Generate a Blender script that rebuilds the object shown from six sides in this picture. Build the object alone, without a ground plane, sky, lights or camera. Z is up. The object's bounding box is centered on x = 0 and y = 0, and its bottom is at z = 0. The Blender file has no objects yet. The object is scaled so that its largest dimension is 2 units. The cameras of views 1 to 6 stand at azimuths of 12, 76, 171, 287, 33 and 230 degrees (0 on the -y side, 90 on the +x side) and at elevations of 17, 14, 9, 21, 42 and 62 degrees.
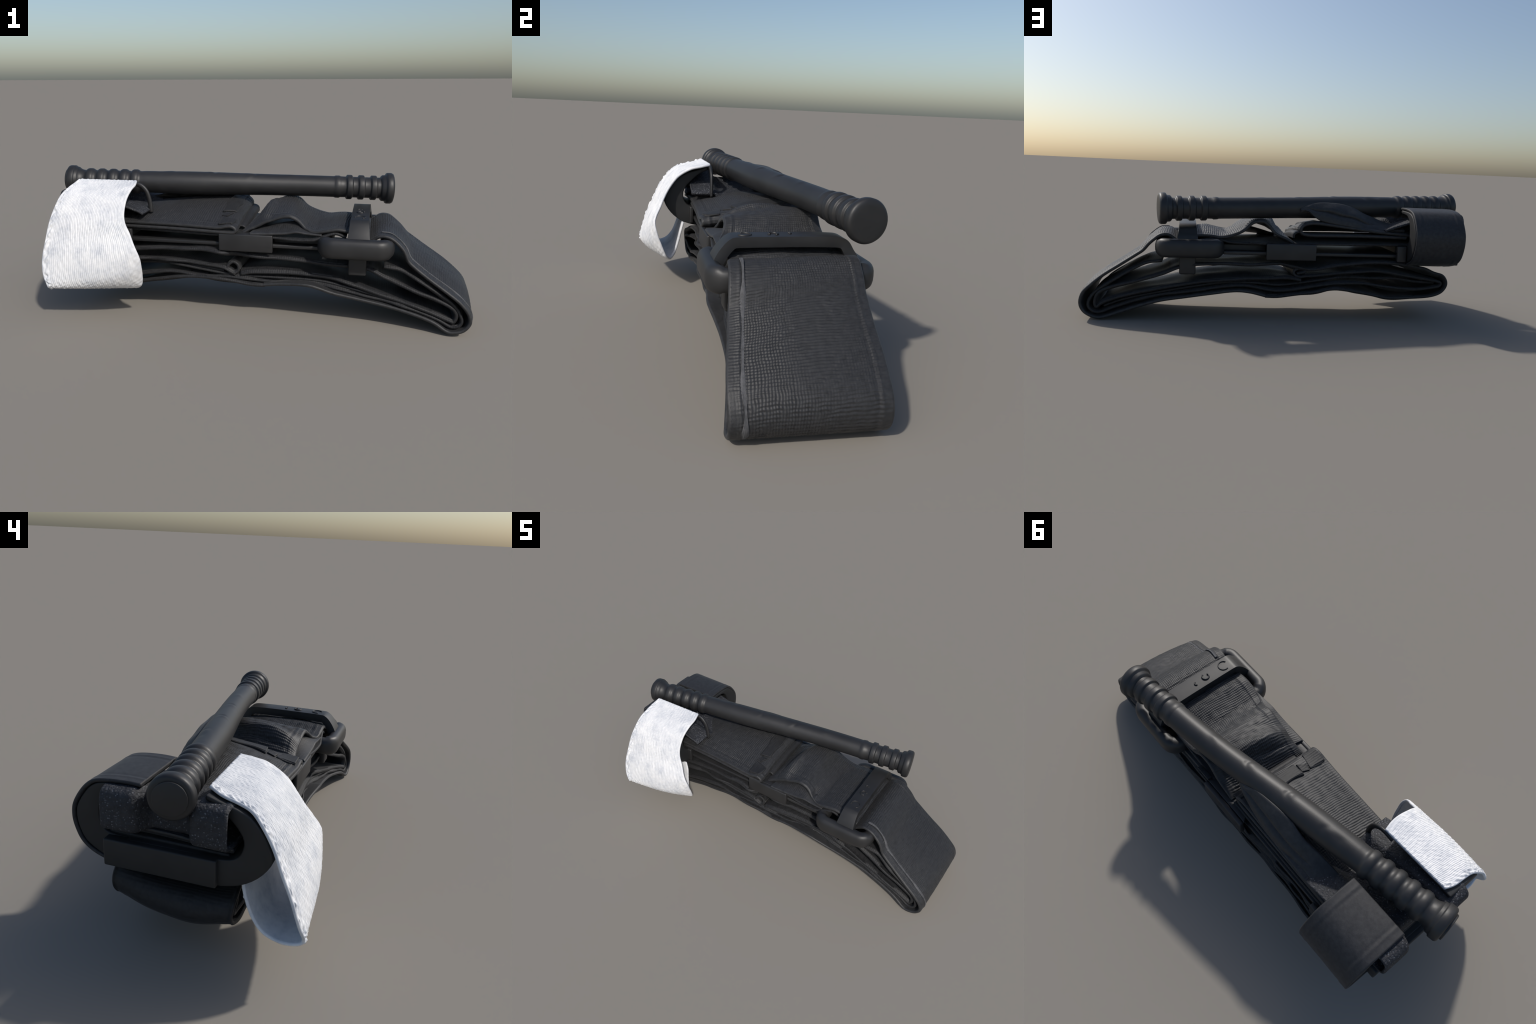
import bpy, bmesh, math
import numpy as np
from mathutils import Vector

rng = np.random.RandomState(7)

# ------------------------------------------------------------------ helpers
def lin(*p):
    return np.array(p, float)

def spline(pts, n):
    """Catmull-Rom through control points, resampled to n equal steps."""
    P = np.array(pts, float)
    P = np.vstack([2 * P[0] - P[1], P, 2 * P[-1] - P[-2]])
    out = []
    for i in range(1, len(P) - 2):
        p0, p1, p2, p3 = P[i - 1], P[i], P[i + 1], P[i + 2]
        t = np.linspace(0, 1, 24, endpoint=False)[:, None]
        out.append(0.5 * ((2 * p1) + (-p0 + p2) * t + (2 * p0 - 5 * p1 + 4 * p2 - p3) * t ** 2
                          + (-p0 + 3 * p1 - 3 * p2 + p3) * t ** 3))
    out.append(P[-2][None])
    return np.vstack(out)

def resample(A, d, n):
    t = np.linspace(0, d[-1], n)
    return np.stack([np.interp(t, d, A[:, k]) for k in range(A.shape[1])], 1)

class Wob:
    """Smooth pseudo noise: a sum of random plane waves."""
    def __init__(self, seed, dim=2, k=10, n=14):
        r = np.random.RandomState(seed)
        v = r.normal(size=(n, dim)); v /= np.linalg.norm(v, axis=1)[:, None]
        self.k = v * (k * r.uniform(.5, 1.5, n))[:, None]
        self.p = r.uniform(0, 6.28, n); self.n = n
    def __call__(self, *c):
        s = 0
        for kk, p in zip(self.k, self.p):
            s = s + np.sin(sum(a * b for a, b in zip(kk, c)) + p)
        return s / math.sqrt(self.n / 2)

def new_mesh(name, verts, faces, mat, smooth=True, parent=None):
    me = bpy.data.meshes.new(name)
    me.from_pydata([tuple(map(float, v)) for v in verts], [], faces)
    me.update()
    if smooth:
        me.polygons.foreach_set("use_smooth", [True] * len(me.polygons))
    ob = bpy.data.objects.new(name, me)
    bpy.context.collection.objects.link(ob)
    me.materials.append(mat)
    if parent: ob.parent = parent
    return ob

def finish(ob, bevel=0, seg=3, angle=35, sub=0):
    """Apply a bevel and shade smooth by angle."""
    if bevel:
        m = ob.modifiers.new("b", 'BEVEL'); m.width = bevel; m.segments = seg
        m.limit_method = 'ANGLE'; m.angle_limit = math.radians(angle)
    if sub:
        m = ob.modifiers.new("s", 'SUBSURF'); m.levels = sub; m.render_levels = sub
    dg = bpy.context.evaluated_depsgraph_get()
    me = bpy.data.meshes.new_from_object(ob.evaluated_get(dg))
    ob.modifiers.clear(); old = ob.data; ob.data = me; bpy.data.meshes.remove(old)
    me.name = ob.name
    me.polygons.foreach_set("use_smooth", [True] * len(me.polygons))
    me.set_sharp_from_angle(angle=math.radians(40))
    return ob

def box(name, x, y, z, mat, parent, bevel=.006, shear=None):
    v = [(a, b, c) for a in x for b in y for c in z]
    if shear: v = [shear(*p) for p in v]
    f = [(0, 1, 3, 2), (4, 6, 7, 5), (0, 4, 5, 1), (2, 3, 7, 6), (0, 2, 6, 4), (1, 5, 7, 3)]
    ob = new_mesh(name, v, f, mat, parent=parent)
    return finish(ob, bevel, 3)

def ribbon(name, F, B, mat, parent, thick=.016, ds=.006, nw=28, rib=0., rib_len=.0102,
           cross=0., crumple=0., seed=1, hem=.0, shape=None, edge_noise=0., lengthwise=0., length_pitch=.008, fray=0.):
    """A flat strap lofted between a front edge curve F and a back edge curve B.
    rib: height of weave ribs across the strap, lengthwise: height of ribs along it."""
    f = spline(F, 0); b = spline(B, 0); m = (f + b) / 2
    d = np.r_[0, np.cumsum(np.linalg.norm(np.diff(m, axis=0), axis=1))]
    n = max(8, int(d[-1] / ds))
    f = resample(f, d, n); b = resample(b, d, n)
    L = d[-1]; W = np.mean(np.linalg.norm(b - f, axis=1))
    s = np.linspace(0, L, n)
    # stations over the width, closer together round the rolled edges
    r = thick / 2
    a = np.linspace(0, math.pi / 2, 5)
    we = r * (1 - np.cos(a))
    w = np.unique(np.r_[we, np.linspace(r * 1.02, W - r * 1.02, nw), W - we]) / W
    de = np.minimum(w, 1 - w) * W
    h = np.where(de < r, np.sqrt(np.maximum(r * r - (r - de) ** 2, 0)), r)
    C = f[:, None, :] * (1 - w)[None, :, None] + b[:, None, :] * w[None, :, None]
    S, Wm = np.meshgrid(s, w * W, indexing='ij')
    if shape is not None:
        C = shape(C, S, Wm, L, W)
    if edge_noise:
        wb = Wob(seed + 50, 1, 30)
        C = C + ((b - f) / W)[:, None, :] * (wb(s)[:, None, None] * edge_noise * np.sign(w - .5)[None, :, None] * (np.abs(w - .5) * 2)[None, :, None] ** 6)
    Ts = np.gradient(C, axis=0); Tw = np.gradient(C, axis=1)
    N = np.cross(Ts, Tw); N /= np.maximum(np.linalg.norm(N, axis=2), 1e-9)[:, :, None]
    wig = Wob(seed, 2, 30)(S, Wm); wig2 = Wob(seed + 1, 2, 9)(S, Wm); wig3 = Wob(seed + 2, 2, 140)(S, Wm)
    relief = np.zeros_like(S)
    inner = np.clip((de - r) / .04, 0, 1)[None, :]
    if rib:
        amp = rib * (.85 + .25 * wig2 + .2 * wig3)
        relief += amp * np.sin(2 * math.pi * S / rib_len + 1.1 * wig + .9 * wig2 + .45 * wig3) * (.18 + .82 * inner)
    if cross:
        relief += cross * np.sin(2 * math.pi * Wm / .0085 + 1.2 * Wob(seed + 4, 2, 40)(S, Wm) + .6 * wig3) * np.clip(.75 + .6 * Wob(seed + 3, 2, 14)(S, Wm), .1, 1.2) * inner
    if lengthwise:
        relief += lengthwise * np.sin(2 * math.pi * Wm / length_pitch + .5 * wig + .5 * wig3) * inner * np.clip(.8 + .35 * wig2, .2, 1.3)
        relief += lengthwise * .5 * Wob(seed + 9, 2, 300)(S, Wm)
    if fray:
        relief += fray * Wob(seed + 11, 2, 260)(S, Wm) * np.clip(1 - np.abs(w * W - .016) / .016, 0, 1)[None, :]
    if crumple:
        relief += crumple * Wob(seed + 5, 2, 26)(S, Wm)
    if hem:
        relief += hem * np.exp(-((de - .034) / .006) ** 2)[None, :] - hem * .8 * np.exp(-((de - .047) / .007) ** 2)[None, :]
    side = np.where(de < r, .3, 1.)[None, :]
    top = C + N * (h[None, :] + relief * side)[:, :, None]
    bot = C - N * (h[None, :] - relief * side * (.0 if (rib or lengthwise) else 1))[:, :, None]
    ring = np.concatenate([top, bot[:, -2:0:-1]], axis=1)
    k = ring.shape[1]
    verts = ring.reshape(-1, 3)
    i = np.arange(n - 1)[:, None] * k; j = np.arange(k)[None, :]; j2 = (np.arange(k) + 1) % k
    quads = np.stack([i + j, i + k + j, i + k + j2[None, :], i + j2[None, :]], -1).reshape(-1, 4)
    faces = [tuple(q) for q in quads.tolist()]
    nt = len(w)
    for base, flip in ((0, False), ((n - 1) * k, True)):
        for q in range(nt - 1):
            lo = lambda u: base + ((k - u) % k if 0 < u < nt - 1 else u)
            qd = [base + q, base + q + 1, lo(q + 1), lo(q)]
            qd = list(dict.fromkeys(qd))
            if len(qd) > 2: faces.append(tuple(qd if not flip else qd[::-1]))
    return new_mesh(name, verts, faces, mat, parent=parent)

def tube(name, pts, rad, mat, parent, n=60, k=14, flat=1., up=(0, 1, 0), closed=False):
    """Sweep an elliptic section (rad x rad*flat) along a curve."""
    P = spline(pts, 0)
    d = np.r_[0, np.cumsum(np.linalg.norm(np.diff(P, axis=0), axis=1))]
    P = resample(P, d, n)
    T = np.gradient(P, axis=0); T /= np.linalg.norm(T, axis=1)[:, None]
    U = np.array(up, float)[None] - (T @ np.array(up, float))[:, None] * T
    U /= np.linalg.norm(U, axis=1)[:, None]; V = np.cross(T, U)
    a = np.linspace(0, 2 * math.pi, k, endpoint=False)
    ring = P[:, None] + rad * (U[:, None] * np.cos(a)[None, :, None] + flat * V[:, None] * np.sin(a)[None, :, None])
    verts = ring.reshape(-1, 3)
    faces = [(i * k + j, i * k + (j + 1) % k, (i + 1) * k + (j + 1) % k, (i + 1) * k + j) for i in range(n - 1) for j in range(k)]
    faces += [tuple(range(k))[::-1], tuple((n - 1) * k + q for q in range(k))]
    return new_mesh(name, verts, faces, mat, parent=parent)

# ------------------------------------------------------------------ materials
def nodes(name):
    m = bpy.data.materials.new(name); m.use_nodes = True
    nt = m.node_tree; bs = nt.nodes["Principled BSDF"]
    tc = nt.nodes.new("ShaderNodeTexCoord")
    return m, nt, bs, tc

def noise_tex(nt, tc, scale, detail=4, rough=.6, vec=None):
    n = nt.nodes.new("ShaderNodeTexNoise")
    n.inputs["Scale"].default_value = scale; n.inputs["Detail"].default_value = detail
    n.inputs["Roughness"].default_value = rough
    nt.links.new(vec or tc.outputs["Object"], n.inputs["Vector"])
    return n.outputs["Fac"]

def ramp(nt, fac, stops):
    r = nt.nodes.new("ShaderNodeValToRGB")
    e = r.color_ramp.elements
    while len(e) < len(stops): e.new(.5)
    for el, (p, c) in zip(e, stops):
        el.position = p; el.color = (*c, 1)
    nt.links.new(fac, r.inputs["Fac"]); return r.outputs["Color"]

def bump(nt, bs, height, strength, dist, prev=None):
    b = nt.nodes.new("ShaderNodeBump")
    b.inputs["Strength"].default_value = strength; b.inputs["Distance"].default_value = dist
    nt.links.new(height, b.inputs["Height"])
    if prev: nt.links.new(prev, b.inputs["Normal"])
    nt.links.new(b.outputs["Normal"], bs.inputs["Normal"])
    return b.outputs["Normal"]

def plastic(name, c0, c1, rough=.48):
    m, nt, bs, tc = nodes(name)
    nt.links.new(ramp(nt, noise_tex(nt, tc, 9, 5), [(.35, c0), (.7, c1)]), bs.inputs["Base Color"])
    bs.inputs["Roughness"].default_value = rough
    bs.inputs["Specular IOR Level"].default_value = .5
    bump(nt, bs, noise_tex(nt, tc, 260, 3), .12, .0015)
    return m

def webbing(name, c0, c1, rough=.75, waves=True, spec=.35):
    m, nt, bs, tc = nodes(name)
    f = noise_tex(nt, tc, 60, 6, .7)
    nt.links.new(ramp(nt, f, [(.3, c0), (.72, c1)]), bs.inputs["Base Color"])
    bs.inputs["Roughness"].default_value = rough
    bs.inputs["Specular IOR Level"].default_value = spec
    bs.inputs["Sheen Weight"].default_value = .06; bs.inputs["Sheen Roughness"].default_value = .4
    p = None
    if waves:
        w = nt.nodes.new("ShaderNodeTexWave"); w.wave_type = 'BANDS'; w.bands_direction = 'X'
        w.inputs["Scale"].default_value = 30; w.inputs["Distortion"].default_value = 2.5
        w.inputs["Detail"].default_value = 2; w.inputs["Detail Scale"].default_value = 2
        nt.links.new(tc.outputs["Object"], w.inputs["Vector"])
        p = bump(nt, bs, w.outputs["Fac"], .22, .002)
    bump(nt, bs, noise_tex(nt, tc, 420, 2), .25, .0012, p)
    return m

def velcro(name):
    m, nt, bs, tc = nodes(name)
    v = nt.nodes.new("ShaderNodeTexVoronoi"); v.inputs["Scale"].default_value = 115
    v.inputs["Randomness"].default_value = 1
    nt.links.new(tc.outputs["Object"], v.inputs["Vector"])
    base = ramp(nt, noise_tex(nt, tc, 45, 5, .7), [(.3, (.012, .013, .017)), (.75, (.034, .036, .042))])
    speck = ramp(nt, v.outputs["Distance"], [(.12, (.13, .135, .145)), (.34, (0, 0, 0))])  # glitter of the pile painted as pale specks in the base colour
    mask = ramp(nt, noise_tex(nt, tc, 70, 2), [(.42, (0, 0, 0)), (.56, (1, 1, 1))])
    mul = nt.nodes.new("ShaderNodeMix"); mul.data_type = 'RGBA'; mul.blend_type = 'MULTIPLY'
    mul.inputs["Factor"].default_value = 1
    nt.links.new(speck, mul.inputs["A"]); nt.links.new(mask, mul.inputs["B"])
    add = nt.nodes.new("ShaderNodeMix"); add.data_type = 'RGBA'; add.blend_type = 'ADD'
    add.inputs["Factor"].default_value = 1
    nt.links.new(base, add.inputs["A"]); nt.links.new(mul.outputs["Result"], add.inputs["B"])
    nt.links.new(add.outputs["Result"], bs.inputs["Base Color"])
    bs.inputs["Roughness"].default_value = .7
    p = bump(nt, bs, v.outputs["Distance"], .6, .004)
    bump(nt, bs, noise_tex(nt, tc, 250, 4), .5, .003, p)
    return m

def white_cloth(name):
    m, nt, bs, tc = nodes(name)
    f = noise_tex(nt, tc, 14, 6, .7)
    nt.links.new(ramp(nt, f, [(.33, (.55, .57, .61)), (.46, (.69, .70, .72)), (.60, (.79, .79, .795))]), bs.inputs["Base Color"])
    bs.inputs["Roughness"].default_value = .8
    bs.inputs["Specular IOR Level"].default_value = .3
    bump(nt, bs, noise_tex(nt, tc, 300, 4), .3, .002)
    return m

PLASTIC = plastic("black_plastic", (.016, .016, .0168), (.024, .024, .0248))
PLASTIC_DARK = plastic("matt_clip_plastic", (.013, .0135, .014), (.018, .0185, .019), .6)
WEB = webbing("black_webbing_ribbed", (.014, .0142, .0152), (.033, .0335, .0355), .55, False, .45)
WEB_FLAT = webbing("black_webbing", (.011, .0112, .0122), (.024, .0243, .0262), .6)
SEAM = webbing("worn_seam_thread", (.050, .051, .054), (.11, .11, .115), waves=False)
PAD = webbing("felt_pad_black", (.013, .0135, .016), (.034, .0345, .037), .6, False, .4)
VEL = velcro("hook_pile_black")
WHITE = white_cloth("white_cloth")

# ------------------------------------------------------------------ the thing
root = bpy.data.objects.new("tourniquet", None)
bpy.context.collection.objects.link(root)
root["label"] = "folded black tourniquet with windlass rod and white strap"
root["category"] = "tourniquet"

# front / back edge lines of the strap, slightly wavy along its length
XF = [-.9, -.6, -.3, -.15, 0, .13, .25, .37, .54, .65, .72, .8, .9, 1.0]
YF = [-.155, -.15, -.158, -.168, -.16, -.17, -.185, -.17, -.162, -.174, -.186, -.2, -.22, -.222]
def yf(x): return float(np.interp(x, XF, YF))
def y_in(x): return float(np.interp(x, [-.9, -.1, .36, .48, .65, .76, .875, 1], [-.15, -.145, -.13, -.145, -.168, -.186, -.200, -.205]))
def yb(x): return float(np.interp(x, [-.9, .6, .8, 1], [.280, .268, .252, .246]))
def edges(rows, df=0., db=0., yf=yf):
    """rows of (x_front, z_front, x_back, z_back) to two 3D edge curves."""
    return [(a, yf(a) + df, b) for a, b, c, d in rows], [(c, yb(c) + db, d) for a, b, c, d in rows]

# ---- main strap: buckle -> right fold -> underside (ribbed, most visible)
T = .016
outer = [(0.515, 0.390, 0.515, 0.395), (0.542, 0.408, 0.541, 0.415), (0.568, 0.423, 0.570, 0.432), (0.607, 0.420, 0.606, 0.430), (0.641, 0.398, 0.636, 0.408),
         (0.673, 0.363, 0.662, 0.383), (0.694, 0.319, 0.689, 0.351), (0.724, 0.291, 0.727, 0.324), (0.782, 0.249, 0.797, 0.277), (0.864, 0.195, 0.879, 0.222),
         (0.921, 0.153, 0.942, 0.169), (0.958, 0.109, 0.979, 0.129), (0.969, 0.067, 0.991, 0.080), (0.945, 0.031, 0.972, 0.039), (0.903, 0.017, 0.925, 0.013),
         (0.872, 0.021, 0.880, 0.013), (0.811, 0.055, 0.800, 0.040), (0.711, 0.083, 0.700, 0.075), (0.601, 0.104, 0.600, 0.104), (0.469, 0.127, 0.484, 0.122),
         (0.368, 0.147, 0.360, 0.140), (0.258, 0.182, 0.240, 0.155), (0.131, 0.176, 0.160, 0.150), (0.046, 0.165, 0.080, 0.131)]
F, B = edges(outer)
def panel_swell(C, S, Wm, L, W):
    """the sloping panel swells outward between its hems"""
    k = .019 * np.sin(np.pi * Wm / W) ** .7 * np.clip((S - .10) / .12, 0, 1) * np.clip((.66 - S) / .12, 0, 1)
    C = C.copy(); C[:, :, 0] += k * .65; C[:, :, 2] += k * .75
    return C
ribbon("strap_outer_fold", F, B, WEB, root, T, ds=.0024, nw=190, rib=.0014, cross=.0006, seed=3, hem=.0012, shape=panel_swell)

under = [(0.048, 0.163, 0.082, 0.129), (-0.034, 0.164, 0.000, 0.130), (-0.159, 0.184, -0.140, 0.150), (-0.283, 0.183, -0.255, 0.169), (-0.380, 0.178, -0.330, 0.168),
         (-0.479, 0.161, -0.400, 0.160), (-0.581, 0.142, -0.500, 0.141), (-0.673, 0.128, -0.590, 0.131), (-0.784, 0.122, -0.760, 0.138), (-0.860, 0.141, -0.842, 0.157),
         (-0.893, 0.174, -0.876, 0.188), (-0.891, 0.206, -0.880, 0.222), (-0.865, 0.233, -0.855, 0.254), (-0.804, 0.251, -0.804, 0.266), (-0.724, 0.275, -0.740, 0.290),
         (-0.561, 0.305, -0.600, 0.312), (-0.406, 0.317, -0.450, 0.312), (-0.248, 0.318, -0.300, 0.294), (-0.149, 0.312, -0.160, 0.272), (-0.098, 0.306, -0.060, 0.285),
         (-0.007, 0.297, 0.020, 0.300), (0.113, 0.289, 0.155, 0.290), (0.245, 0.279, 0.300, 0.292), (0.396, 0.271, 0.430, 0.287), (0.521, 0.266, 0.520, 0.269),
         (0.601, 0.231, 0.602, 0.234), (0.731, 0.186, 0.717, 0.199), (0.814, 0.161, 0.830, 0.169), (0.891, 0.124, 0.900, 0.138), (0.913, 0.091, 0.922, 0.092),
         (0.905, 0.062, 0.912, 0.062), (0.881, 0.064, 0.870, 0.090), (0.764, 0.107, 0.716, 0.141), (0.652, 0.133, 0.578, 0.169), (0.479, 0.177, 0.392, 0.200),
         (0.362, 0.205, 0.200, 0.217), (0.221, 0.217, 0.009, 0.223), (0.005, 0.216, -0.060, 0.222), (-0.066, 0.204, -0.100, 0.215)]
F, B = edges(under)
F = F[:19] + edges(under[19:], yf=y_in)[0]      # the inner runs lie further back
def end_sag(C, S, Wm, L, W):
    """the folded left end hangs down between its edges"""
    x = C[:, :, 0]; low = np.clip((1.05 - S) / .12, 0, 1)
    C = C.copy()
    C[:, :, 2] -= .031 * np.sin(np.pi * Wm / W) * low * np.clip((-.25 - x) / .35, 0, 1)
    C[:, :, 2] -= .024 * np.sin(np.pi * Wm / W) * (1 - low) * np.clip((-.60 - x) / .15, 0, 1) * (S < 1.9)
    C[:, :, 2] += .012 * np.sin(np.pi * Wm / W) * (S > L - 1.15) * np.clip((x + .08) / .12, 0, 1) * np.clip((.62 - x) / .25, 0, 1)
    C[:, :, 0] -= (.004 + .012 * np.sin(np.pi * Wm / W)) * np.clip((-.72 - x) / .12, 0, 1)
    return C
ribbon("strap_folded_layer", F, B, WEB_FLAT, root, T, ds=.006, nw=30, seed=11, hem=.0008, crumple=.0028, edge_noise=.003, shape=end_sag)

# inner loop with the small curl at its middle
inner = [(-0.092, 0.203, -0.080, 0.250), (-0.118, 0.212, -0.110, 0.255), (-0.131, 0.232, -0.122, 0.262), (-0.119, 0.254, -0.112, 0.272), (-0.099, 0.260, -0.090, 0.276),
         (-0.079, 0.244, -0.066, 0.265), (-0.079, 0.219, -0.064, 0.246), (-0.102, 0.207, -0.090, 0.232), (-0.129, 0.222, -0.122, 0.236), (-0.165, 0.234, -0.185, 0.240),
         (-0.286, 0.247, -0.285, 0.252), (-0.413, 0.257, -0.386, 0.262), (-0.562, 0.255, -0.540, 0.266), (-0.670, 0.241, -0.646, 0.250), (-0.781, 0.215, -0.755, 0.232),
         (-0.857, 0.203, -0.838, 0.221), (-0.874, 0.188, -0.856, 0.206), (-0.847, 0.172, -0.830, 0.190), (-0.725, 0.158, -0.700, 0.176), (-0.583, 0.174, -0.560, 0.188),
         (-0.416, 0.198, -0.440, 0.202), (-0.256, 0.189, -0.300, 0.198), (-0.100, 0.185, -0.120, 0.176), (0.054, 0.177, 0.020, 0.158), (0.204, 0.182, 0.200, 0.182),
         (0.308, 0.170, 0.340, 0.168), (0.483, 0.143, 0.484, 0.146), (0.654, 0.115, 0.652, 0.122), (0.822, 0.070, 0.820, 0.066), (0.896, 0.038, 0.905, 0.036),
         (0.935, 0.057, 0.950, 0.062), (0.928, 0.099, 0.944, 0.104), (0.881, 0.154, 0.905, 0.148), (0.782, 0.215, 0.830, 0.200), (0.702, 0.257, 0.740, 0.255),
         (0.652, 0.277, 0.670, 0.290), (0.591, 0.285, 0.600, 0.305)]
def inner_sag(C, S, Wm, L, W):
    x = C[:, :, 0]; low = np.clip((S - .95) / .1, 0, 1)
    C = C.copy(); C[:, :, 2] -= .032 * np.sin(np.pi * Wm / W) * low * np.clip((-.25 - x) / .35, 0, 1); return C
F, B = edges(inner, 0, -.006, y_in)
ribbon("strap_folded_layer", F, B, WEB_FLAT, root, T * .9, ds=.006, nw=30, seed=17, hem=.0008, crumple=.0028, edge_noise=.003, shape=inner_sag)

third = [(-0.417, 0.239, -0.300, 0.230), (-0.287, 0.220, -0.200, 0.214), (-0.162, 0.203, -0.080, 0.196), (-0.038, 0.196, 0.020, 0.186), (0.089, 0.193, 0.150, 0.196),
         (0.294, 0.188, 0.300, 0.194), (0.448, 0.164, 0.450, 0.172), (0.642, 0.124, 0.620, 0.140), (0.782, 0.090, 0.780, 0.102), (0.873, 0.058, 0.880, 0.066)]
F, B = edges(third, .01, -.02, y_in)
ribbon("strap_folded_layer", F, B, WEB_FLAT, root, T * .8, ds=.008, nw=20, seed=21)

fill = [(-.150, .214, -.160, .206), (-.300, .228, -.300, .222), (-.450, .234, -.450, .228), (-.600, .230, -.600, .224), (-.740, .212, -.750, .210), (-.826, .205, -.830, .205)]
F, B = edges(fill, .035, -.035)
ribbon("strap_folded_layer", F, B, WEB_FLAT, root, T, ds=.006, nw=24, seed=23, crumple=.006)

# ---- strap over the plate: clip to rolled end
top = [(-.900, .422, -.900, .432), (-.800, .428, -.800, .442), (-.650, .434, -.650, .458), (-.520, .434, -.500, .470), (-.386, .433, -.371, .485),
       (-.263, .430, -.240, .500), (-.172, .428, -.170, .507), (-.128, .436, -.128, .505), (-.104, .436, -.102, .493), (-.088, .426, -.090, .474), (-.088, .414, -.100, .454),
       (-.110, .408, -.140, .446), (-.200, .410, -.260, .447), (-.400, .414, -.450, .449), (-.640, .416, -.650, .446)]
F, B = edges(top, .0, -.012)
def top_swell(x, u):
    """the strap rises behind its middle, most where its end is rolled under"""
    return np.interp(x, [-.9, -.66, -.5, -.35, -.2, -.13, -.09, -.06], [.006, .022, .030, .030, .022, .010, .004, .0]) * np.sin(np.pi * np.clip(u, 0, 1) ** 1.35)
def dome_top(C, S, Wm, L, W):
    C = C.copy(); C[:, :, 2] += top_swell(C[:, :, 0], Wm / W) * (S < .86); return C
def dome(amp):
    def g(C, S, Wm, L, W):
        C = C.copy(); C[:, :, 2] += amp * np.sin(np.pi * Wm / W); return C
    return g
ribbon("strap_over_plate", F, B, WEB, root, T, ds=.0024, nw=190, rib=.0013, cross=.0004, seed=31, hem=.0014, shape=dome_top)
low = [(-.900, .403, -.900, .408), (-.650, .402, -.650, .408), (-.390, .398, -.400, .404), (-.200, .394, -.200, .402), (-.050, .396, -.060, .400), (.090, .392, .090, .396),
       (.190, .388, .200, .398), (.270, .392, .270, .402), (.304, .402, .304, .410), (.370, .424, .370, .416), (.420, .408, .420, .402)]
F, B = edges(low, .015, -.01)
ribbon("strap_lower_layer", F, B, WEB_FLAT, root, T * .8, ds=.006, nw=26, seed=33, hem=.0008)

# ---- humped strap from the plate to the buckle
hump = [(-.060, .398, -.052, .405), (-.045, .405, -.020, .424), (-.025, .414, .010, .436), (.015, .430, .045, .454), (.045, .446, .075, .488), (.077, .459, .100, .506),
        (.120, .477, .130, .508), (.158, .482, .160, .498), (.194, .468, .196, .464), (.230, .442, .235, .444), (.265, .424, .285, .428), (.300, .427, .320, .424),
        (.340, .434, .360, .430), (.380, .441, .400, .432), (.430, .434, .440, .428), (.480, .424, .480, .420), (.520, .410, .520, .405)]
F, B = edges(hump, 0, -.008, lambda x: float(np.interp(x, [-.06, .0, .1, .2, .26, .32, .5], [-.12, -.11, -.112, -.118, -.145, -.155, -.152])))
def wr(C, S, Wm, L, W):
    C = C.copy(); u = Wm / W
    C[:, :, 2] += .010 * np.sin(np.pi * u) * np.clip(S / .12, 0, 1) + .046 * np.sin(np.pi * u ** .62) * np.exp(-((S - .112) / .062) ** 2)
    # long creases dug into the hump's far flank, and small dents near its front edge
    C[:, :, 2] -= .014 * np.exp(-((S - .070 - .03 * u) / .012) ** 2) * np.exp(-((u - .33) / .22) ** 2)
    C[:, :, 2] += .010 * np.exp(-((S - .130) / .02) ** 2) * np.exp(-((u - .4) / .25) ** 2)
    C[:, :, 2] -= .014 * np.exp(-((S - .330) / .014) ** 2) * np.exp(-((u - .10) / .07) ** 2)
    C[:, :, 2] -= .006 * np.exp(-((S - .40 + .05 * u) / .015) ** 2) * np.exp(-((u - .5) / .3) ** 2)
    return C
ribbon("strap_hump", F, B, WEB, root, T, ds=.0024, nw=190, rib=.0017, cross=.0004, crumple=.0012, seed=41, hem=.0012, shape=wr)
# slack flap folded under the hump's front edge
flap = [(-.020, .404, .000, .410), (.062, .407, .070, .432), (.149, .414, .150, .452), (.192, .422, .200, .454), (.240, .418, .235, .440), (.28, .416, .28, .424), (.310, .414, .31, .420)]
F = [(a, -.158, b) for a, b, c, d in flap]; B = [(c, -.07, d) for a, b, c, d in flap]
ribbon("strap_flap", F, B, WEB, root, .012, ds=.003, nw=40, rib=.0008, seed=45, crumple=.0015)
# stitched end patch and its folded step beside the hump
def on_top(x, y, lift):
    u = (y - yf(x)) / (yb(x) - .012 - yf(x))
    zf = np.interp(x, [-.4, -.26, -.17, -.125, -.09], [.433, .430, .428, .436, .436]); zb = np.interp(x, [-.4, -.17, -.125, -.095], [.482, .507, .505, .488])
    return (x, y, float(zf + (zb - zf) * u + top_swell(x, u) + T / 2 + lift))
def laid(name, corners, mat, lift, thick, seed, nw=24):
    """a small piece of cloth laid on the strap between two end lines"""
    (x0, y0), (x1, y1), (x2, y2), (x3, y3) = corners
    F = [on_top(x0 + (x1 - x0) * t, y0 + (y1 - y0) * t, lift) for t in np.linspace(0, 1, 9)]
    B = [on_top(x3 + (x2 - x3) * t, y3 + (y2 - y3) * t, lift) for t in np.linspace(0, 1, 9)]
    ribbon(name, F, B, mat, root, thick, ds=.004, nw=nw, seed=seed, crumple=.0022, edge_noise=.004)
laid("stitched_band", [(-.178, -.025), (-.178, .255), (-.108, .255), (-.112, -.015)], WEB_FLAT, .002, .014, 47)
laid("corner_tuck", [(-.172, -.150), (-.165, -.070), (-.098, -.085), (-.100, -.150)], WEB_FLAT, .001, .010, 49)
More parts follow.
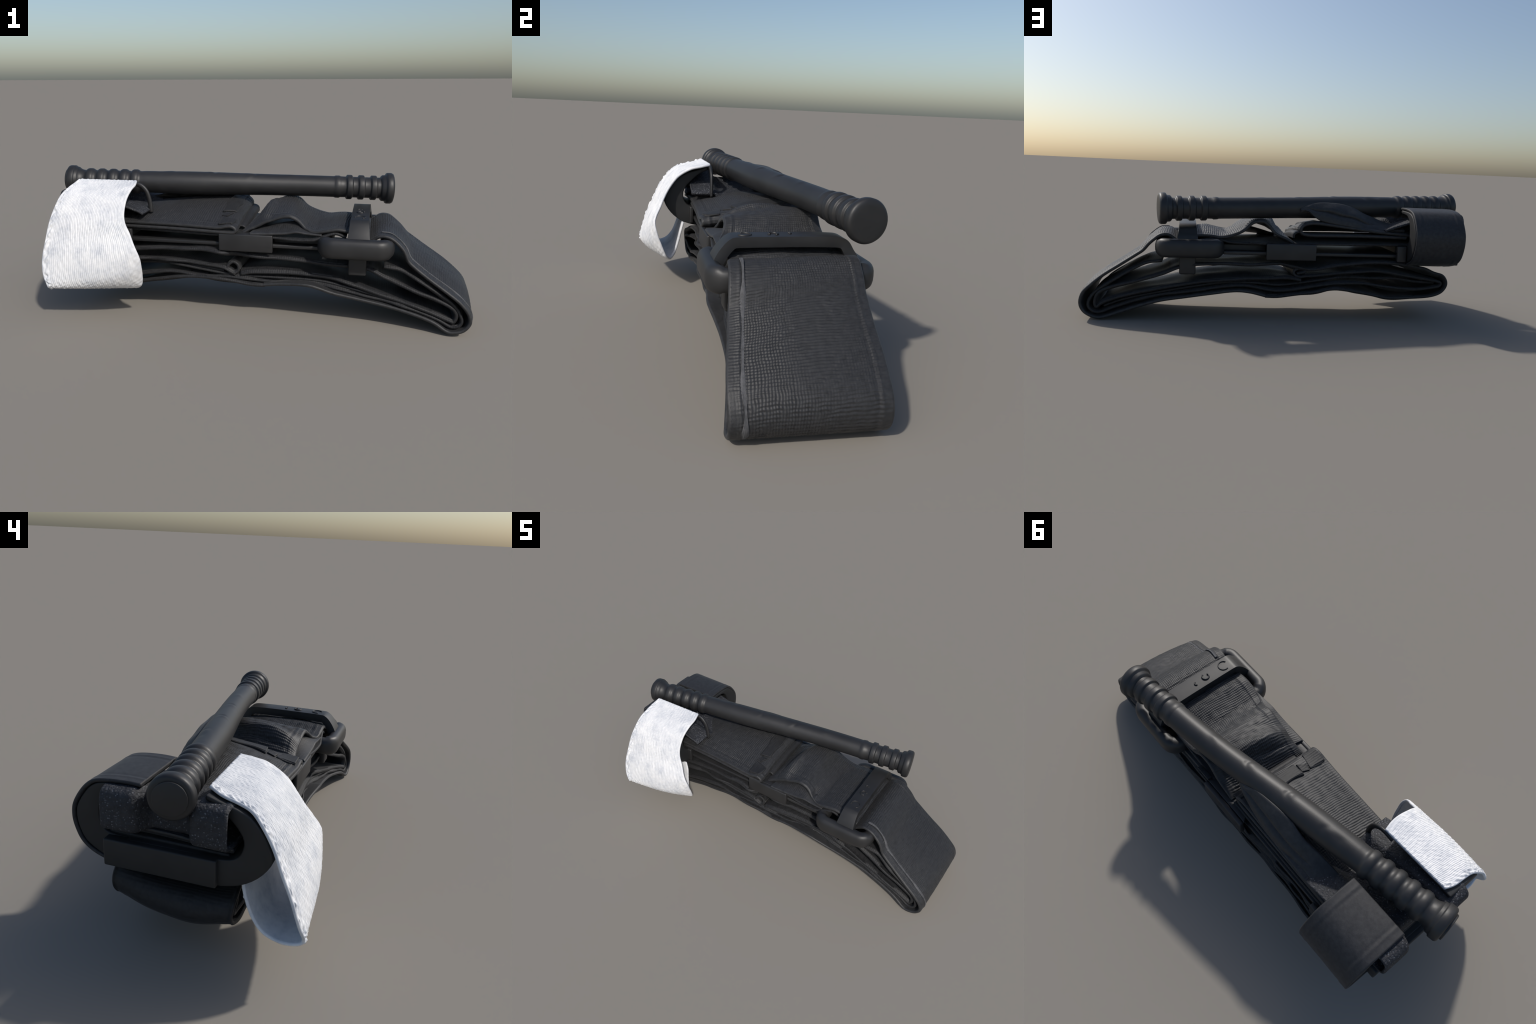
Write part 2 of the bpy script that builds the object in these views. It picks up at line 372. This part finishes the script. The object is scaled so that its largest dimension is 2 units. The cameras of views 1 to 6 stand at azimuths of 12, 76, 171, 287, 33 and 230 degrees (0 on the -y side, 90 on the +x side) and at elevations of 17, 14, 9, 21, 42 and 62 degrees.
laid("corner_tuck", [(-.176, -.062), (-.165, -.028), (-.118, -.030), (-.140, -.068)], WEB_FLAT, .003, .008, 50)
step = [(-.110, .434, -.112, .450), (-.090, .442, -.092, .460), (-.068, .440, -.070, .458), (-.056, .430, -.058, .448), (-.054, .412, -.056, .430)]
F = [(a, -.075, b - .02) for a, b, c, d in step]; B = [(c, .255, d) for a, b, c, d in step]
ribbon("stitched_step", F, B, WEB_FLAT, root, .010, ds=.003, nw=20, seed=48, shape=dome(.008))

# pale worn seams along the strap's hem
def seam(rows, w0, w1, lift, i0, i1):
    F, B = edges(rows)
    F = np.array(F)[i0:i1]; B = np.array(B)[i0:i1]
    a = F + (B - F) * w0; b = F + (B - F) * w1
    T_ = np.gradient((a + b) / 2, axis=0); N = np.cross(T_, b - a); N /= np.linalg.norm(N, axis=1)[:, None]
    a[:, 0] += .0056; a[:, 2] += .0062; b[:, 0] += .0056; b[:, 2] += .0062
    ribbon("hem_seam", a + N * lift, b + N * lift, SEAM, root, .004, ds=.003, nw=8, seed=51, crumple=.0014, edge_noise=.003)
seam(outer, .088, .112, .0066, 2, 16)

# ------------------------------------------------------------------ plate with side tabs
plate = bpy.data.objects.new("stabilizer_plate", None); bpy.context.collection.objects.link(plate); plate.parent = root
box("plate_slab", (-.66, .30), (-.140, .268), (.340, .358), PLASTIC, plate, .005)
box("link_bar", (.080, .335), (-.095, .215), (.336, .388), PLASTIC, plate, .006)
for yo, yi, lip in ((-.164, -.144, -.105), (.306, .284, .240)):
    box("side_tab", (-.166, .088), sorted((yo, yi)), (.321, .404), PLASTIC, plate, .006)
    def tap(x, y, z, yo=yo, lip=lip):
        return (x + (.028 if x < 0 else -.028) * (abs(y - lip) < 1e-6), y, z)
    box("side_tab_lip", (-.166, .088), sorted((yi, lip)), (.390, .4035), PLASTIC, plate, .004, tap)
    box("end_post", (-.645, -.596), sorted((yo * .97, yi * .97)), (.322, .404), PLASTIC, plate, .005)

# ------------------------------------------------------------------ clip
clip = bpy.data.objects.new("windlass_clip", None); bpy.context.collection.objects.link(clip); clip.parent = root
def c_section(name, outer_pts, inner_pts, x0, x1, mat, bev=.006, n=40):
    o = spline(outer_pts, 0); i = spline(inner_pts, 0)
    def rs(p):
        d = np.r_[0, np.cumsum(np.linalg.norm(np.diff(p, axis=0), axis=1))]; return resample(p, d, n)
    o, i = rs(o), rs(i)
    loop = np.vstack([o, i[::-1]]); k = len(loop)
    v = [(x0, a, b) for a, b in loop] + [(x1, a, b) for a, b in loop]
    f = [(j, (j + 1) % k, k + (j + 1) % k, k + j) for j in range(k)]
    for q in range(n - 1):
        a, b, c, d = q, q + 1, k - 2 - q, k - 1 - q
        f.append((a, d, c, b)); f.append((k + a, k + b, k + c, k + d))
    ob = new_mesh(name, v, f, mat, parent=clip)
    bm = bmesh.new(); bm.from_mesh(ob.data); bmesh.ops.recalc_face_normals(bm, faces=bm.faces); bm.to_mesh(ob.data); bm.free()
    return finish(ob, bev, 3, 50)
back_out = [(.162, .583), (.262, .580), (.306, .571), (.334, .552), (.358, .522), (.377, .490), (.385, .464), (.383, .424), (.364, .374), (.335, .345), (.281, .318), (.20, .306)]
back_in = [(.162, .566), (.235, .562), (.262, .552), (.282, .535), (.292, .512), (.298, .490), (.300, .464), (.297, .440), (.288, .424), (.275, .410), (.24, .403), (.20, .402)]
c_section("back_arm", back_out, back_in, -.910, -.650, PLASTIC_DARK)
front_out = [(.20, .3055), (.0, .3055), (-.10, .3055), (-.138, .309), (-.191, .326), (-.238, .358), (-.272, .400), (-.284, .433), (-.277, .457), (-.259, .495), (-.234, .530), (-.203, .557), (-.166, .574), (-.115, .588), (-.068, .604)]
front_in = [(.20, .402), (.0, .402), (-.08, .400), (-.12, .400), (-.155, .406), (-.176, .420), (-.186, .440), (-.191, .464), (-.188, .480), (-.181, .496), (-.168, .514), (-.152, .531), (-.130, .552), (-.100, .574), (-.066, .588)]
c_section("front_arm", front_out, front_in, -.924, -.618, PLASTIC_DARK)
box("end_tab", (-.944, -.890), (-.112, .272), (.306, .401), PLASTIC_DARK, clip, .006)
# felt pad on the back arm
pb = [(.148, .590), (.20, .592), (.265, .588), (.311, .578), (.340, .558), (.366, .527), (.386, .493), (.394, .464), (.392, .422), (.372, .370), (.342, .339), (.300, .318), (.24, .302)]
F = [(-.652, a, b) for a, b in pb]; B = [(-.914, a, b) for a, b in pb]
ribbon("felt_pad", B[::-1], F[::-1], PAD, clip, .013, ds=.005, nw=60, seed=61, crumple=.0006, hem=.0010)

# pile strap folded inside the clip, dented under the rod
def pile_row(u):
    dent = math.exp(-((u - .45) / .22) ** 4)
    return dent
rows = [(-.535, .478), (-.565, .492), (-.66, .522), (-.78, .556), (-.88, .574), (-.935, .572), (-.953, .545), (-.955, .500), (-.953, .460), (-.935, .444), (-.88, .440), (-.80, .440)]
def dent(C, S, Wm, L, W):
    C = C.copy(); u = Wm / W
    d = np.exp(-((u - .50) / .21) ** 8)
    C[:, :, 0] += d * .065 * np.clip((-.80 - C[:, :, 0]) / .12, 0, 1)
    hi = np.clip((C[:, :, 2] - .45) / .1, 0, 1)
    C[:, :, 2] -= d * .055 * hi
    return C
F = [(x, -.158 + .008 * (x < -.9), z) for x, z in rows]; B = [(x, .268, z) for x, z in rows]
ribbon("pile_strap", F, B, VEL, clip, .014, ds=.005, nw=90, seed=71, crumple=.0012, shape=dent)

# small strip looping from the front arm down to the strap
tube("strip_loop", [(-.64, -.060, .598), (-.600, -.060, .603), (-.572, -.060, .594), (-.548, -.060, .568), (-.536, -.060, .530), (-.531, -.060, .490), (-.531, -.060, .468)], .008, PLASTIC, clip, 40, 14, 1.4)

# ------------------------------------------------------------------ white strap
px = [(-.593, -.060, .616), (-.585, -.110, .606), (-.582, -.160, .594), (-.582, -.220, .557), (-.579, -.260, .506), (-.566, -.286, .461), (-.536, -.308, .416), (-.503, -.335, .356),
      (-.489, -.322, .297), (-.485, -.302, .246), (-.492, -.287, .204), (-.508, -.276, .174), (-.540, -.258, .157), (-.572, -.236, .178), (-.580, -.218, .228), (-.590, -.204, .280), (-.612, -.190, .324)]
mx = [(-.893, -.068, .617), (-.902, -.112, .600), (-.908, -.165, .586), (-.915, -.209, .569), (-.926, -.245, .533), (-.938, -.286, .473), (-.948, -.320, .399), (-.951, -.356, .322),
      (-.945, -.384, .237), (-.938, -.394, .200), (-.934, -.390, .178), (-.934, -.365, .167), (-.928, -.318, .162), (-.920, -.260, .176), (-.915, -.222, .216), (-.908, -.198, .273), (-.898, -.184, .324)]
def loop_bulge(C, S, Wm, L, W):
    u = 1 - Wm / W; k = .030 * np.sin(np.pi * u ** .65) * np.exp(-((S / L - .60) / .11) ** 2) + .010 * np.sin(np.pi * u) * np.exp(-((S / L - .33) / .12) ** 2)
    C = C.copy(); C[:, :, 1] -= k; C[:, :, 2] -= (.8 * k + .012) * np.exp(-((S / L - .6) / .13) ** 2); return C
ribbon("white_strap", mx, px, WHITE, root, .012, ds=.0045, nw=240, seed=81, lengthwise=.0011, length_pitch=.0078, fray=.0030, edge_noise=.003, shape=loop_bulge)

# ------------------------------------------------------------------ crumpled strap behind the rod
up = [(-.085, .222, .574), (-.125, .218, .592), (-.160, .206, .604), (-.205, .200, .610), (-.285, .188, .608), (-.349, .182, .597), (-.391, .184, .581), (-.436, .178, .558), (-.496, .165, .537), (-.560, .155, .512), (-.64, .150, .495)]
lo = [(-.090, .236, .566), (-.124, .244, .565), (-.157, .246, .540), (-.198, .250, .518), (-.277, .256, .502), (-.340, .258, .493), (-.381, .254, .487), (-.430, .248, .481), (-.490, .243, .476), (-.550, .248, .478), (-.64, .255, .480)]
def belly(C, S, Wm, L, W):
    C = C.copy(); u = Wm / W
    env = np.sin(np.pi * np.clip(S / L / .8, 0, 1))
    C[:, :, 1] += (.020 * np.sin(np.pi * u) - .016 * np.exp(-((u - .55 - .25 * (S / L - .4)) / .10) ** 2)) * env
    C[:, :, 2] += .003 * np.sin(S * 40 + 4 * u) * np.sin(np.pi * u)
    return C
ribbon("crumpled_strap", up, lo, WEB, root, .013, ds=.003, nw=50, rib=.0004, rib_len=.008, crumple=.0026, seed=91, shape=belly)

box("strap_corner", (.085, .165), (.262, .284), (.394, .412), WEB_FLAT, root, .006, lambda x, y, z: (x, y, z if x < .1 else .403 + (z - .403) * .25))

# ------------------------------------------------------------------ buckle
buckle = bpy.data.objects.new("buckle", None); bpy.context.collection.objects.link(buckle); buckle.parent = root
def ring_frame():
    x0, x1, y0, y1, zc = .325, .602, -.206, .306, .372
    R = .045; pts = []
    for cx, cy, a0 in ((x1 - R, y1 - R, 0), (x0 + R, y1 - R, 90), (x0 + R, y0 + R, 180), (x1 - R, y0 + R, 270)):
        for a in np.linspace(a0, a0 + 90, 9): pts.append((cx + R * math.cos(math.radians(a)), cy + R * math.sin(math.radians(a)), zc))
    P = np.array(pts); k = 24; n = len(P)
    T_ = np.roll(P, -1, 0) - np.roll(P, 1, 0); T_ /= np.linalg.norm(T_, axis=1)[:, None]
    Nn = np.stack([T_[:, 1], -T_[:, 0], 0 * T_[:, 0]], 1)
    a = np.linspace(0, 2 * math.pi, k, endpoint=False)
    cs = np.sign(np.cos(a)) * np.abs(np.cos(a)) ** .8 * .031; sn = np.sign(np.sin(a)) * np.abs(np.sin(a)) ** .75
    # side bars are tall, cross bars slimmer
    hgt = np.where(np.abs(T_[:, 0]) > .5, .046, .040)
    V = P[:, None] + Nn[:, None] * cs[None, :, None] + np.array([0, 0, 1])[None, None] * sn[None, :, None] * hgt[:, None, None]
    f = [(i * k + j, ((i + 1) % n) * k + j, ((i + 1) % n) * k + (j + 1) % k, i * k + (j + 1) % k) for i in range(n) for j in range(k)]
    return new_mesh("buckle_frame", V.reshape(-1, 3), f, PLASTIC, parent=buckle)
ring_frame()
# bridge: a flat bar bent over the strap, wider at its feet
def bridge():
    path = [(-.214, .380, .050), (-.204, .412, .049), (-.186, .445, .045), (-.162, .474, .042), (-.143, .487, .041), (-.12, .491, .040), (.0, .492, .040), (.10, .492, .040), (.20, .490, .040), (.240, .486, .041),
            (.262, .473, .042), (.279, .446, .045), (.292, .425, .049), (.303, .385, .050)]
    P = spline(path, 0); d = np.r_[0, np.cumsum(np.linalg.norm(np.diff(P, axis=0), axis=1))]; P = resample(P, d, 90)
    t = np.gradient(P[:, :2], axis=0); t /= np.linalg.norm(t, axis=1)[:, None]
    nrm = np.stack([-t[:, 1], t[:, 0]], 1)
    xc = .476; V = []; th = .036
    for (y, z, hw), (ny, nz) in zip(P, nrm):
        for sx, sn in ((-1, -1), (1, -1), (1, 0), (-1, 0)):
            V.append((xc + sx * hw, y + ny * th * sn, z + nz * th * sn))
    n = len(P); f = [(i * 4 + j, i * 4 + (j + 1) % 4, i * 4 + 4 + (j + 1) % 4, i * 4 + 4 + j) for i in range(n - 1) for j in range(4)]
    f += [(3, 2, 1, 0), tuple((n - 1) * 4 + q for q in range(4))]
    ob = new_mesh("buckle_bridge", V, f, PLASTIC, parent=buckle)
    bm = bmesh.new(); bm.from_mesh(ob.data); bmesh.ops.recalc_face_normals(bm, faces=bm.faces); bm.to_mesh(ob.data); bm.free()
    return finish(ob, .010, 4, 50)
bridge()
for y0, y1 in ((-.160, -.126), (.232, .268)):
    box("buckle_foot", (.434, .515), (y0, y1), (.236, .345), PLASTIC, buckle, .008)
# moulded marks on the bridge
def torus_arc(cx, cy, z, R, r, a0, a1, sx=1.):
    pts = [(cx + sx * R * math.cos(math.radians(a)), cy + R * math.sin(math.radians(a)), z) for a in np.linspace(a0, a1, 14)]
    return tube("moulded_mark", pts, r, PLASTIC, buckle, 40, 8, .6, up=(0, 0, 1))
torus_arc(.476, -.095, .4915, .024, .0045, -60, 200)
torus_arc(.476, .005, .4925, .016, .006, 20, 300)
torus_arc(.470, .060, .4925, .008, .005, 0, 180)

# ------------------------------------------------------------------ windlass rod (turned profile)
rod = bpy.data.objects.new("windlass_rod", None); bpy.context.collection.objects.link(rod); rod.parent = root
A = np.array([-.988, .014, .602]); E = np.array([.616, .281, .561])
ax = E - A; LEN = np.linalg.norm(ax); ax /= LEN
U = np.cross(ax, [0, 0, 1]); U /= np.linalg.norm(U); Vv = np.cross(U, ax)
def turned(name, prof, k=64, relief=None):
    prof = np.array(prof, float); n = len(prof)
    a = np.linspace(0, 2 * math.pi, k, endpoint=False)
    r = np.repeat(prof[:, 1][:, None], k, 1)
    if relief is not None: r = r + relief(prof[:, 0][:, None], a[None, :]) * (r > .01)
    bow = .016 * np.exp(-((prof[:, 0] / LEN - .70) / .24) ** 2)
    P = A + np.array([0, 1., 0])[None, None] * bow[:, None, None] + prof[:, 0][:, None, None] * ax + r[:, :, None] * (np.cos(a)[None, :, None] * U + np.sin(a)[None, :, None] * Vv)
    f = [(i * k + j, i * k + (j + 1) % k, (i + 1) * k + (j + 1) % k, (i + 1) * k + j) for i in range(n - 1) for j in range(k)]
    f += [tuple(range(k))[::-1], tuple((n - 1) * k + q for q in range(k))]
    ob = new_mesh(name, P.reshape(-1, 3), f, PLASTIC, parent=rod)
    ob.data.set_sharp_from_angle(angle=math.radians(50))
    return ob
def grip(t0, ribs, r_core, r_rib, hw, sharp=False):
    """profile points over a ribbed zone: flat-topped rounded ribs."""
    out = []
    for c in ribs:
        if sharp:
            out += [(c - hw - .007, r_core), (c - hw - .005, r_core + .0004), (c - hw - .0035, r_core + .002), (c - hw - .001, r_rib - .0025), (c - hw + .001, r_rib - .0006), (c - hw + .004, r_rib),
                    (c + hw - .004, r_rib), (c + hw - .001, r_rib - .0006), (c + hw + .001, r_rib - .0025), (c + hw + .0035, r_core + .002), (c + hw + .005, r_core + .0004), (c + hw + .007, r_core)]
            continue
        out += [(c - hw - .008, r_core), (c - hw - .004, r_core + .002), (c - hw, r_rib - .003), (c - hw * .5, r_rib), (c + hw * .5, r_rib), (c + hw, r_rib - .003), (c + hw + .004, r_core + .002)]
    return out
SL = LEN * np.array([.069, .104, .139, .174, .209])
left = [(-.002, .052), (-.010, .054), (-.011, .0), ][::-1]
p = [(-.009, .050), (-.007, .054), (.000, .0545), (.001, .064), (.005, .070), (.012, .073), (.034, .073), (.037, .0715), (.039, .068), (.041, .0665), (.050, .066), (.053, .064), (.056, .060), (.064, .056), (.074, .0525), (.082, .0515)]
p += grip(0, SL, .0515, .0610, .0155)
p += [(LEN * .209 + .030, .0525)]
zz = np.linspace(LEN * .24, LEN * .82, 150)
for z_ in zz:
    u = z_ / LEN
    p.append((z_, .0525 + .0050 * math.exp(-((u - .40) / .15) ** 2)))
p += [(LEN * .832 - .016, .053), (LEN * .832 - .010, .0555), (LEN * .832 + .008, .056), (LEN * .832 + .014, .0525)]
p += grip(0, LEN * np.array([.868, .904, .942]), .0515, .0610, .0125, True)
p += [(LEN * .962, .052), (LEN * .965, .060), (LEN * .968, .064), (LEN * .976, .065), (LEN * .978, .067), (LEN * .980, .074), (LEN * .983, .0765), (LEN * .995, .0765), (LEN, .072), (LEN + .003, .064), (LEN + .004, .05)]
# moulding lines: shallow finger dents and a parting dent on the shaft
def rod_relief(t, a):
    r = np.zeros((t.shape[0], a.shape[1]))
    for tc, ac, st, sa, h in ((.70, 1.35, .012, .35, .0022), (.722, 1.50, .008, .30, -.0028), (.90, 1.2, .020, .45, .0022), (.925, 1.35, .008, .30, -.0032),
                              (.50, 1.9, .022, .30, .0015), (.53, 2.0, .012, .3, -.0022), (.45, 1.9, .02, .25, -.0015), (1.10, 1.3, .02, .3, .002)):
        d = np.angle(np.exp(1j * (a - ac)))
        r += h * np.exp(-((t - tc - .02 * np.cos(3 * d)) / st) ** 2) * np.exp(-(d / sa) ** 2)
    return r
turned("rod_shaft", p, 72, rod_relief)

bpy.context.view_layer.update()
